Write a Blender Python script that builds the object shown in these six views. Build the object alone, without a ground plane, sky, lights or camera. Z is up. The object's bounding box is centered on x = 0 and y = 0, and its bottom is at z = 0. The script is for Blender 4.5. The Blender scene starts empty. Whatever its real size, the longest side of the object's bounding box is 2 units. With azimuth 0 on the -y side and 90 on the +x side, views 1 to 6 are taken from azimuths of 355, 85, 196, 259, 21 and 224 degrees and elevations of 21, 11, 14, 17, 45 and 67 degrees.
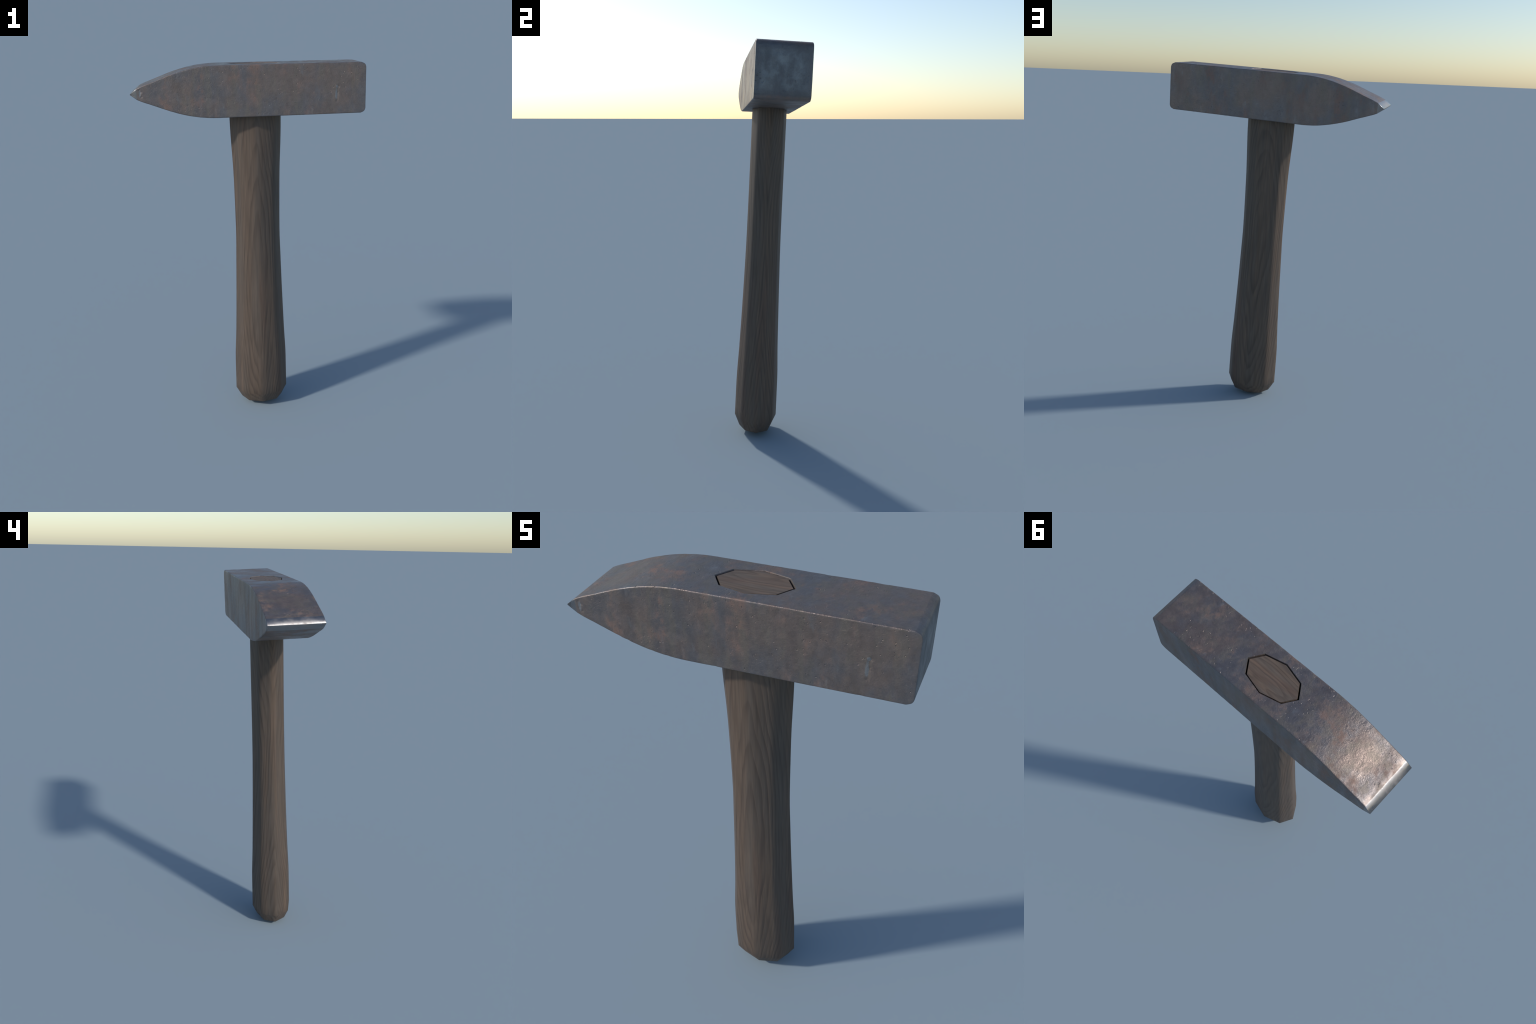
import bpy, bmesh, math, random
from mathutils import Vector, Matrix, noise

random.seed(7)

# ----------------------------------------------------------------------------
# Frame.  The hammer stands on the butt of its handle, leaning a little.
# Local axes: x along the head (striking face at +x, wedge peen at -x),
# z up the handle, y across.  BASE is the height of the head's working origin
# above the butt.
# ----------------------------------------------------------------------------
BASE = 1.8
LEAN_X, LEAN_Y, TURN_Z = math.radians(-2.957), math.radians(-3.2), math.radians(0.578)
POSE = (Matrix.Rotation(TURN_Z, 4, 'Z') @ Matrix.Rotation(LEAN_X, 4, 'X')
        @ Matrix.Rotation(LEAN_Y, 4, 'Y'))
HEAD_SHIFT = Vector((0.0, 0.0284, 1.8))          # where the local origin sits in the world

AXIS_Z = 0.0342                                   # mid-line of the head (local z)
AXIS_RISE = 0.0012                                # the mid-line climbs a hair towards the face
EYE_X = 0.0345                                    # centre of the eye / handle


def link(obj, parent=None):
    bpy.context.scene.collection.objects.link(obj)
    if parent:
        obj.parent = parent
    return obj


def smoothstep(a, b, x):
    t = min(1.0, max(0.0, (x - a) / (b - a)))
    return t * t * (3 - 2 * t)


def pchip(xs, ys, start=None):
    """monotone cubic through control points"""
    n = len(xs)
    h = [xs[i + 1] - xs[i] for i in range(n - 1)]
    d = [(ys[i + 1] - ys[i]) / h[i] for i in range(n - 1)]
    m = [d[0] if start is None else start] + [0.0] * (n - 2) + [d[-1]]
    for i in range(1, n - 1):
        if d[i - 1] * d[i] > 0:
            w1, w2 = 2 * h[i] + h[i - 1], h[i] + 2 * h[i - 1]
            m[i] = (w1 + w2) / (w1 / d[i - 1] + w2 / d[i])

    def f(x):
        x = min(max(x, xs[0]), xs[-1])
        i = 0
        while i < n - 2 and x > xs[i + 1]:
            i += 1
        t = (x - xs[i]) / h[i]
        return ((2 * t**3 - 3 * t**2 + 1) * ys[i] + (t**3 - 2 * t**2 + t) * h[i] * m[i]
                + (-2 * t**3 + 3 * t**2) * ys[i + 1] + (t**3 - t**2) * h[i] * m[i + 1])
    return f


# ----------------------------------------------------------------------------
# node helpers
# ----------------------------------------------------------------------------
class Nodes:
    def __init__(self, name):
        self.mat = bpy.data.materials.new(name)
        self.mat.use_nodes = True
        self.t = self.mat.node_tree
        self.b = self.t.nodes['Principled BSDF']
        self.pos = self.t.nodes.new('ShaderNodeTexCoord').outputs['Object']
        s = self.t.nodes.new('ShaderNodeSeparateXYZ')
        self.link(self.pos, s.inputs[0])
        self.x, self.y, self.z = s.outputs

    def link(self, a, b):
        self.t.links.new(a, b)

    def put(self, sock, v):
        if isinstance(v, (int, float, tuple, list)):
            sock.default_value = v
        else:
            self.link(v, sock)

    def scaled(self, sc, loc=(0, 0, 0), rot=(0, 0, 0)):
        n = self.t.nodes.new('ShaderNodeMapping')
        self.link(self.pos, n.inputs[0])
        n.inputs['Scale'].default_value = sc
        n.inputs['Location'].default_value = loc
        n.inputs['Rotation'].default_value = rot
        return n.outputs[0]

    def noise(self, vec, scale=1.0, detail=4.0, rough=0.55, dist=0.0):
        n = self.t.nodes.new('ShaderNodeTexNoise')
        self.put(n.inputs['Vector'], vec)
        n.inputs['Scale'].default_value = scale
        n.inputs['Detail'].default_value = detail
        n.inputs['Roughness'].default_value = rough
        n.inputs['Distortion'].default_value = dist
        return n.outputs['Fac']

    def voronoi(self, vec, scale, rand=1.0):
        n = self.t.nodes.new('ShaderNodeTexVoronoi')
        self.put(n.inputs['Vector'], vec)
        n.inputs['Scale'].default_value = scale
        n.inputs['Randomness'].default_value = rand
        return n.outputs['Distance'], n.outputs['Color']

    def math(self, op, a, b=0.0, c=None):
        n = self.t.nodes.new('ShaderNodeMath')
        n.operation = op
        self.put(n.inputs[0], a)
        self.put(n.inputs[1], b)
        if c is not None:
            self.put(n.inputs[2], c)
        return n.outputs[0]

    def range(self, v, a, b, lo=0.0, hi=1.0, smooth=True):
        n = self.t.nodes.new('ShaderNodeMapRange')
        n.interpolation_type = 'SMOOTHSTEP' if smooth else 'LINEAR'
        self.put(n.inputs[0], v)
        for i, k in enumerate((a, b, lo, hi)):
            n.inputs[1 + i].default_value = k
        return n.outputs[0]

    def mix(self, f, a, b):
        n = self.t.nodes.new('ShaderNodeMix')
        n.data_type = 'RGBA'
        self.put(n.inputs[0], f)
        for s, v in ((n.inputs[6], a), (n.inputs[7], b)):
            self.put(s, (*v, 1.0) if isinstance(v, tuple) else v)
        return n.outputs[2]

    def tint(self, col, f):
        n = self.t.nodes.new('ShaderNodeVectorMath')
        n.operation = 'SCALE'
        self.link(col, n.inputs[0])
        self.put(n.inputs['Scale'], f)
        return n.outputs[0]

    def bump(self, h, strength, dist, normal=None):
        n = self.t.nodes.new('ShaderNodeBump')
        self.link(h, n.inputs['Height'])
        n.inputs['Strength'].default_value = strength
        n.inputs['Distance'].default_value = dist
        if normal:
            self.link(normal, n.inputs['Normal'])
        return n.outputs[0]


def steel_material():
    """dark forged steel: brown oxide with rust bloom, blue-grey patches, pits"""
    n = Nodes('rusty_forged_steel')
    cloud = n.noise(n.scaled((6, 6, 5)), 1.0, 5, 0.6)
    cloud2 = n.noise(n.scaled((11, 8, 4.0), (3.1, 1.7, 0.4)), 1.0, 4, 0.6)
    streak = n.noise(n.scaled((24, 14, 5.0), (0.6, 0, 2.0)), 1.0, 4, 0.6)
    mottle = n.noise(n.scaled((34, 34, 24)), 1.0, 5, 0.65)
    grit = n.noise(n.scaled((170, 170, 170)), 1.0, 3, 0.7)
    col = n.mix(n.range(cloud, 0.38, 0.62), STEEL_BLUE, STEEL_BROWN)
    col = n.mix(n.range(streak, 0.46, 0.66, 0, 0.6), col, STEEL_OLIVE)
    rust = n.math('MULTIPLY', n.range(cloud2, 0.50, 0.66), n.range(mottle, 0.36, 0.62))
    col = n.mix(n.math('MULTIPLY', rust, 0.7), col, STEEL_RUST)
    bare = n.math('MULTIPLY', n.range(streak, 0.40, 0.28), n.range(mottle, 0.40, 0.6))
    # the striking face is hammered bare: mottled blue-grey inside a dark rim
    rim_y = n.range(n.math('ABSOLUTE', n.y), 0.117, 0.085)
    rim_z = n.range(n.math('ABSOLUTE', n.math('SUBTRACT', n.z, AXIS_Z)), 0.100, 0.070)
    face = n.math('MULTIPLY', n.range(n.x, 0.600, 0.6035), n.math('MULTIPLY', rim_y, rim_z))
    face_patch = n.math('MULTIPLY', face, n.range(n.noise(n.scaled((20, 20, 20), (0, 3, 1)),
                                                          1.0, 6, 0.72), 0.38, 0.68, 0.15, 0.8))
    bare = n.math('MULTIPLY', bare, 0.5)
    col = n.mix(bare, col, STEEL_PALE)
    # pale marks beside the gash and behind the peen edge (front cheek)
    for cx, cz, lx, lz in ((0.4485, 0.012, 0.0065, 0.036), (0.4520, 0.044, 0.007, 0.008),
                           (-0.5570, 0.036, 0.0055, 0.018)):
        q = n.math('ADD', n.math('POWER', n.math('DIVIDE', n.math('SUBTRACT', n.x, cx), lx), 2.0),
                   n.math('POWER', n.math('DIVIDE', n.math('SUBTRACT', n.z, cz), lz), 2.0))
        q = n.math('ADD', q, n.range(mottle, 0.3, 0.7, 0.7, -0.7, False))
        pale_mark = n.math('MULTIPLY', n.range(q, 1.2, 0.1, 0, 0.75), n.range(n.y, -0.11, -0.12))
        col = n.mix(pale_mark, col, STEEL_PALE_MARK)
    col = n.mix(n.range(n.x, 0.598, 0.6032, 0, 0.85), col, STEEL_FACE_DARK)
    col = n.mix(face_patch, col, STEEL_FACE)
    col = n.tint(col, n.range(mottle, 0.25, 0.75, 0.86, 1.14, False))
    col = n.tint(col, n.range(grit, 0.25, 0.75, 0.93, 1.07, False))
    # ground cutting edge of the peen: cleaner, smoother
    edge = n.range(n.x, -0.5715, -0.5755)
    near_edge = n.range(n.x, -0.545, -0.573)
    col = n.mix(n.math('MULTIPLY', edge, 0.7), col, STEEL_EDGE)
    n.link(col, n.b.inputs['Base Color'])
    rough = n.math('ADD', n.range(mottle, 0.2, 0.8, ROUGH - 0.07, ROUGH + 0.07, False),
                   n.math('ADD', n.range(cloud2, 0.35, 0.65, -0.06, 0.08), n.range(streak, 0.35, 0.65, -0.06, 0.06)))
    rough = n.math('ADD', rough, n.math('MULTIPLY', rust, 0.10))
    rough = n.math('SUBTRACT', rough, n.math('MULTIPLY', edge, 0.14))
    n.link(rough, n.b.inputs['Roughness'])
    metal = n.math('SUBTRACT', METAL, n.math('MULTIPLY', rust, 0.2))
    metal = n.math('ADD', metal, n.math('MULTIPLY', n.math('MAXIMUM', edge, face), 0.26))
    n.link(metal, n.b.inputs['Metallic'])
    # relief: fine hammer scale, and corrosion pits in loose clusters
    scale_relief = n.math('ADD', n.noise(n.scaled((60, 60, 60)), 1.0, 4, 0.6),
                          n.math('MULTIPLY', n.noise(n.scaled((130, 130, 130)), 1.0, 3, 0.65, 0.8), 0.7))
    pit_field = n.noise(n.scaled((95, 70, 80), (4.4, 1.0, 2.0)), 1.0, 1.5, 0.5)
    where = n.range(n.noise(n.scaled((8, 8, 8), (1.3, 4.2, 0.9)), 1.0, 2, 0.5), 0.48, 0.60)
    near_face = n.math('MULTIPLY', n.range(n.x, 0.40, 0.45), n.range(n.x, 0.585, 0.56))
    near_face = n.math('MULTIPLY', near_face, n.range(n.z, 0.04, 0.08))
    near_face = n.math('MULTIPLY', near_face, n.range(n.y, -0.10, -0.12))
    where = n.math('MAXIMUM', where, near_face)
    pits = n.math('MULTIPLY', n.range(pit_field, 0.66, 0.74), where)
    keep = n.math('SUBTRACT', 1.0, n.math('MULTIPLY', near_edge, 0.9))
    keep = n.math('MULTIPLY', keep, n.range(face, 0, 1, 1.0, 0.45))
    h = n.math('SUBTRACT', n.math('MULTIPLY', scale_relief, 0.45), n.math('MULTIPLY', pits, 0.8))
    h = n.math('MULTIPLY', h, keep)
    nrm = n.bump(h, 0.6, 0.0050)
    n.link(nrm, n.b.inputs['Normal'])
    return n.mat


def wood_colour(n, ring, fibre_vec, streak_vec, light=1.0):
    fibre = n.noise(fibre_vec, 1.0, 3, 0.6)
    streak = n.noise(streak_vec, 1.0, 3, 0.5)
    col = n.mix(n.range(streak, 0.35, 0.68), WOOD_GREY, WOOD_TAN)
    reddish = n.range(n.noise(streak_vec, 0.63, 2, 0.5), 0.55, 0.72)
    col = n.mix(n.math('MULTIPLY', reddish, 0.55), col, WOOD_RED)
    col = n.mix(n.math('MULTIPLY', ring, 0.58), col, WOOD_DARK)
    col = n.tint(col, n.range(fibre, 0.25, 0.75, 0.80 * light, 1.20 * light, False))
    n.link(col, n.b.inputs['Base Color'])
    n.b.inputs['Roughness'].default_value = 0.62
    n.b.inputs['Specular IOR Level'].default_value = 0.35
    h = n.math('SUBTRACT', n.math('MULTIPLY', fibre, 0.5), n.math('MULTIPLY', ring, 0.5))
    n.link(n.bump(h, 0.35, 0.003), n.b.inputs['Normal'])


def ring_lines(n, field):
    """soft-edged late-wood lines where a smooth growth field crosses whole numbers"""
    saw = n.math('FRACT', field)
    return n.math('MULTIPLY', n.range(saw, 0.30, 0.85), n.range(saw, 1.0, 0.86))


def wood_material():
    n = Nodes('weathered_ash_wood')
    # growth layers: long nested ovals on the broad sides, straight lines at the corners
    warp = n.noise(n.scaled((5, 5, 1.1), (0.37, 0.12, 0.55)), 1.0, 2.0, 0.5)
    wob = n.noise(n.scaled((22, 22, 2.2)), 1.0, 2, 0.5)
    ux = n.math('SUBTRACT', n.x, EYE_X - 0.012)
    uz = n.math('ADD', n.z, 0.86)
    field = n.math('MULTIPLY', n.math('MULTIPLY', ux, ux), 300.0)
    field = n.math('SUBTRACT', field, n.math('MULTIPLY', n.math('MULTIPLY', n.y, n.y), 290.0))
    field = n.math('ADD', field, n.math('MULTIPLY', n.math('MULTIPLY', uz, uz), 6.0))
    field = n.math('ADD', field, n.math('MULTIPLY', warp, 6.0))
    field = n.math('ADD', field, n.math('MULTIPLY', wob, 1.1))
    ring = ring_lines(n, field)
    ring = n.math('MULTIPLY', ring, n.range(wob, 0.30, 0.62, 0.30, 1.0))
    wood_colour(n, ring, n.scaled((110, 110, 5)), n.scaled((24, 24, 1.1), (2, 5, 1)))
    return n.mat


def end_wood_material():
    """sawn top end of the handle: grain lines run along the head"""
    n = Nodes('handle_end_grain')
    grow = n.noise(n.scaled((3.4, 13, 1), (0.15, 0.42, 0.0), (0, 0, 0.18)), 1.0, 1.0, 0.4)
    ring = n.math('MULTIPLY', ring_lines(n, n.math('MULTIPLY', grow, 9.0)), 0.8)
    wood_colour(n, ring, n.scaled((10, 120, 1)), n.scaled((4, 26, 1), (2, 5, 1)), 1.2)
    return n.mat


# colours (linear base colours)
STEEL_BLUE = (0.180, 0.164, 0.164)
STEEL_BROWN = (0.220, 0.171, 0.149)
STEEL_OLIVE = (0.216, 0.184, 0.152)
STEEL_RUST = (0.238, 0.150, 0.118)
STEEL_PALE = (0.228, 0.228, 0.228)
STEEL_FACE = (0.215, 0.230, 0.240)
STEEL_FACE_DARK = (0.120, 0.126, 0.136)
STEEL_PALE_MARK = (0.290, 0.295, 0.300)
STEEL_EDGE = (0.300, 0.302, 0.306)
ROUGH, METAL = 0.47, 0.68
WOOD_GREY = (0.104, 0.081, 0.064)
WOOD_TAN = (0.122, 0.086, 0.062)
WOOD_RED = (0.122, 0.074, 0.053)
WOOD_DARK = (0.064, 0.046, 0.036)


# ----------------------------------------------------------------------------
# hammer head: rectangular bar lofted along x, wedge peen at one end
# ----------------------------------------------------------------------------
PROFILE = [(-0.574, 0.0268), (-0.488, 0.0598), (-0.3815, 0.0978), (-0.2965, 0.1189),
           (-0.230, 0.1282), (-0.172, 0.1312), (0.579, 0.1284)]
half_height = pchip([p[0] for p in PROFILE], [p[1] for p in PROFILE], 0.50)
TIP_X, TIP_H, STRIP_X = -0.6060, 0.0020, -0.574
FACE_X = 0.6030
HEAD_Y = -0.0018


def half_width(x):
    return 0.1307 + (0.1270 - 0.1307) * (x + 0.6) / 1.2


def stations():
    # ground edge of the peen: one narrow chamfer running out to a blunt tip
    out = [(TIP_X, TIP_H, 0.0)]
    n = 290
    for i in range(n + 1):
        x = STRIP_X + (0.579 - STRIP_X) * i / n
        out.append((x, half_height(x), 0.0))
    # rounded top and bottom edge of the striking face (two broad facets)
    for x, h in ((0.584, 0.1263), (0.589, 0.1243), (0.594, 0.1215), (0.5975, 0.1183),
                 (0.600, 0.1143), (0.6015, 0.1098), (0.6023, 0.1072)):
        out.append((x, h, 0.0))
    out.append((0.6028, 0.1052, 0.0010))
    out.append((FACE_X, 0.1040, 0.0032))
    return out


def section(h, w, inset):
    """closed loop (y, z) of a rounded rectangle, same vertex count for all h"""
    r = min(0.0040, 0.45 * h)
    w = w - inset
    ny, nz, nc = 62, 62, 4
    pts = []
    corners = [(w - r, h - r, 0.0), (-(w - r), h - r, 90.0),
               (-(w - r), -(h - r), 180.0), (w - r, -(h - r), 270.0)]
    for k, (cy, cz, a0) in enumerate(corners):
        for i in range(nc + 1):
            a = math.radians(a0 + 90 * i / nc)
            pts.append((cy + r * math.cos(a), cz + r * math.sin(a)))
        ny_k = ny if k % 2 == 0 else nz
        y0, z0 = pts[-1]
        c1 = corners[(k + 1) % 4]
        a1 = math.radians(c1[2])
        y1, z1 = c1[0] + r * math.cos(a1), c1[1] + r * math.sin(a1)
        for i in range(1, ny_k):
            t = i / ny_k
            pts.append((y0 + (y1 - y0) * t, z0 + (z1 - z0) * t))
    return pts


# dents in the forged sides: (x, z, half length x, half length z, depth) front = -y
FRONT_DENTS = [(0.4590, 0.044, 0.0060, 0.009, 0.0040), (0.4550, 0.030, 0.0045, 0.012, 0.0028),
               (0.4560, 0.010, 0.0040, 0.014, 0.0034), (0.4540, -0.012, 0.0042, 0.014, 0.0034),
               (0.4530, -0.026, 0.0036, 0.008, 0.0022), (0.4490, 0.046, 0.0030, 0.004, -0.0022),
               (-0.5590, 0.054, 0.0045, 0.006, 0.0030), (-0.5540, 0.044, 0.0055, 0.008, 0.0042),
               (-0.5560, 0.032, 0.0045, 0.008, 0.0030), (-0.5510, 0.020, 0.0045, 0.008, 0.0040),
               (-0.2260, 0.004, 0.0045, 0.010, 0.0020), (-0.2440, -0.006, 0.0120, 0.0035, 0.0012),
               (-0.2900, -0.016, 0.0140, 0.0035, 0.0012), (-0.3700, 0.110, 0.0050, 0.018, 0.0016),
               (0.3300, 0.100, 0.0040, 0.014, 0.0012), (-0.1800, -0.050, 0.0045, 0.010, 0.0014)]


def build_head(parent, mat):
    bm = bmesh.new()
    rows = []
    for x, h, inset in stations():
        w = half_width(x)
        rows.append([bm.verts.new((x, y, AXIS_Z + AXIS_RISE * x + z)) for y, z in section(h, w, inset)])
    # striking face: shrink the last loop inwards to keep the mesh fine
    x, h, inset = stations()[-1]
    w = half_width(x) - inset
    last = [(v.co.y, v.co.z - AXIS_Z - AXIS_RISE * x) for v in rows[-1]]
    for k in range(1, 24):
        s = 1 - k / 24
        dome = 0.0030 * (1 - s ** 4)
        rows.append([bm.verts.new((FACE_X + dome, y * s, AXIS_Z + AXIS_RISE * x + z * s)) for y, z in last])
    n = len(rows[0])
    for a, b in zip(rows[:-1], rows[1:]):
        for i in range(n):
            j = (i + 1) % n
            bm.faces.new((a[i], a[j], b[j], b[i]))
    bm.faces.new(rows[0][::-1])
    bm.faces.new(rows[-1])
    bmesh.ops.recalc_face_normals(bm, faces=bm.faces)
    bm.normal_update()
    # forged unevenness, chips on the edges, dents
    for v in bm.verts:
        p = v.co.copy()
        d = 0.0003 * noise.fractal(p * 9, 1.0, 2.0, 3) + 0.00025 * noise.noise(p * 42)
        hz = abs(p.z - AXIS_Z)
        side = smoothstep(half_width(p.x) - 0.006, half_width(p.x) - 0.001, abs(p.y))
        near_edge = side * smoothstep(half_height(p.x) - 0.007, half_height(p.x), hz)
        d -= near_edge * 0.0022 * max(0.0, noise.noise(p * 45 + Vector((5, 1, 2))) - 0.15)
        taper = smoothstep(-0.605, -0.56, p.x)
        d *= 0.15 + 0.85 * taper
        if p.y < -half_width(p.x) + 0.003:
            for dx, dz, lx, lz, depth in FRONT_DENTS:
                jag = 0.003 * noise.noise(Vector((p.z * 120, dx * 50, 0)))
                q = ((p.x - dx + jag) / lx) ** 2 + ((p.z - dz) / lz) ** 2
                d -= 0.7 * depth * math.exp(-q * 1.6)
                if dx > 0.4:                      # pushed-up lip beside the gash
                    q = ((p.x - dx + 0.012) / 0.006) ** 2 + ((p.z - dz) / lz) ** 2
                    d += 0.22 * depth * math.exp(-q)
        v.co += v.normal * d
    me = bpy.data.meshes.new('hammer_head')
    bm.to_mesh(me)
    bm.free()
    head = link(bpy.data.objects.new('hammer_head', me))

    # eye: straight octagonal hole, slightly flared at the top
    cb = bmesh.new()
    loops = []
    for z, grow in ((-0.2, 0.006), (AXIS_Z + 0.1275, 0.0), (AXIS_Z + 0.1375, 0.0045)):
        loops.append([cb.verts.new((EYE_X + (0.1388 + grow) * math.cos(math.radians(45 * k)),
                                    HANDLE_Y - HEAD_Y + (0.0842 + grow) * math.sin(math.radians(45 * k)), z))
                      for k in range(8)])
    for a, b in zip(loops[:-1], loops[1:]):
        for i in range(8):
            j = (i + 1) % 8
            cb.faces.new((a[i], a[j], b[j], b[i]))
    cb.faces.new(loops[0][::-1])
    cb.faces.new(loops[-1])
    cme = bpy.data.meshes.new('eye_cutter')
    cb.to_mesh(cme)
    cb.free()
    cutter = link(bpy.data.objects.new('eye_cutter', cme))
    mod = head.modifiers.new('eye', 'BOOLEAN')
    mod.operation = 'DIFFERENCE'
    mod.solver = 'EXACT'
    mod.object = cutter
    dg = bpy.context.evaluated_depsgraph_get()
    done = bpy.data.meshes.new_from_object(head.evaluated_get(dg))
    done.name = 'hammer_head'
    head.modifiers.clear()
    head.data = done
    bpy.data.meshes.remove(me)
    bpy.data.objects.remove(cutter)
    bpy.data.meshes.remove(cme)
    done.materials.clear()
    done.materials.append(mat)
    done.shade_smooth()
    done.set_sharp_from_angle(angle=math.radians(38))
    for e in done.edges:                          # the peen edge is worn round
        if all(done.vertices[i].co.x < -0.55 for i in e.vertices):
            e.use_edge_sharp = False
    head.parent = parent
    head.location = (0, HEAD_Y, BASE)
    return head


# ----------------------------------------------------------------------------
# handle: oval octagonal section, waisted, flaring to a chamfered butt
# ----------------------------------------------------------------------------
#        z,     half x,  half y,  centre x
RINGS = [(-1.722, 0.1490, 0.1105, 0.0395), (-1.530, 0.1480, 0.1095, 0.0390),
         (-1.330, 0.1390, 0.1020, 0.0390), (-0.900, 0.1250, 0.0915, 0.0378),
         (-0.740, 0.1213, 0.0890, 0.0375), (-0.445, 0.1245, 0.0880, 0.0372),
         (-0.110, 0.1360, 0.0880, 0.0355), (0.000, 0.1350, 0.0835, 0.0345),
         (0.1630, 0.1305, 0.0800, 0.0345)]
HANDLE_Y = -0.0022


def octagon(a, b):
    """oval octagon, vertices on the axes; extra points hold each facet nearly flat"""
    v = [Vector((a * math.cos(math.radians(45 * k)), b * math.sin(math.radians(45 * k))))
         for k in range(8)]
    return [v[k].lerp(v[(k + 1) % 8], t) for k in range(8) for t in (0.0, 0.3, 0.7)]


def build_handle(parent, wood, end_wood):
    zs = [r[0] for r in RINGS]
    fa, fb, fc = (pchip(zs, [r[i] for r in RINGS]) for i in (1, 2, 3))
    bm = bmesh.new()
    spec = []                                     # z, a, b, cx
    spec += [(-1.8048, 0.012, 0.009, 0.042), (-1.8042, 0.040, 0.029, 0.042),
             (-1.7960, 0.080, 0.058, 0.042), (-1.7815, 0.1155, 0.0832, 0.0418),
             (-1.7780, 0.1187, 0.0856, 0.0415), (-1.7730, 0.1213, 0.0877, 0.0412)]
    for t in (0.3, 0.6, 0.85):
        spec.append((-1.7730 + 0.049 * t, 0.1213 + 0.0255 * t, 0.0877 + 0.0215 * t, 0.0402))
    n = 40
    top = zs[-1]
    for i in range(n + 1):
        z = -1.7195 + (top - 0.0025 + 1.7195) * i / n
        spec.append((z, fa(z) + 0.0012, fb(z) + 0.0006, fc(z)))
    spec.append((top, fa(top) - 0.0005, fb(top) - 0.0005, fc(top)))
    rows = []
    for z, a, b, c in spec:
        row = []
        for p in octagon(a, b):
            q = Vector((p.x * 8, p.y * 8, z * 2.2))
            d = 1.0 + 0.003 * noise.noise(q) * smoothstep(-1.803, -1.76, z)
            row.append(bm.verts.new((c + p.x * d, HANDLE_Y + p.y * d, z)))
        rows.append(row)
    m = len(rows[0])
    for a, b in zip(rows[:-1], rows[1:]):
        for i in range(m):
            j = (i + 1) % m
            bm.faces.new((a[i], a[j], b[j], b[i]))
    bm.faces.new(rows[0][::-1])
    cap = bm.faces.new(rows[-1])
    cap.material_index = 1
    bmesh.ops.recalc_face_normals(bm, faces=bm.faces)
    me = bpy.data.meshes.new('handle')
    bm.to_mesh(me)
    bm.free()
    me.materials.append(wood)
    me.materials.append(end_wood)
    me.shade_smooth()
    for e in me.edges:                            # only the sawn top end keeps a hard edge
        if all(me.vertices[i].co.z > top - 0.0001 for i in e.vertices):
            e.use_edge_sharp = True
    handle = link(bpy.data.objects.new('handle', me), parent)
    handle.location = (0, 0, BASE)
    return handle


hammer = link(bpy.data.objects.new('hammer', None))
hammer.empty_display_size = 0.2
hammer.rotation_mode = 'QUATERNION'
hammer.rotation_quaternion = POSE.to_quaternion()
hammer.location = HEAD_SHIFT - POSE.to_3x3() @ Vector((0, 0, BASE))
hammer['label'] = 'old forged cross peen hammer with weathered wooden handle, standing upright'
hammer['category'] = 'hammer'
build_head(hammer, steel_material())
build_handle(hammer, wood_material(), end_wood_material())
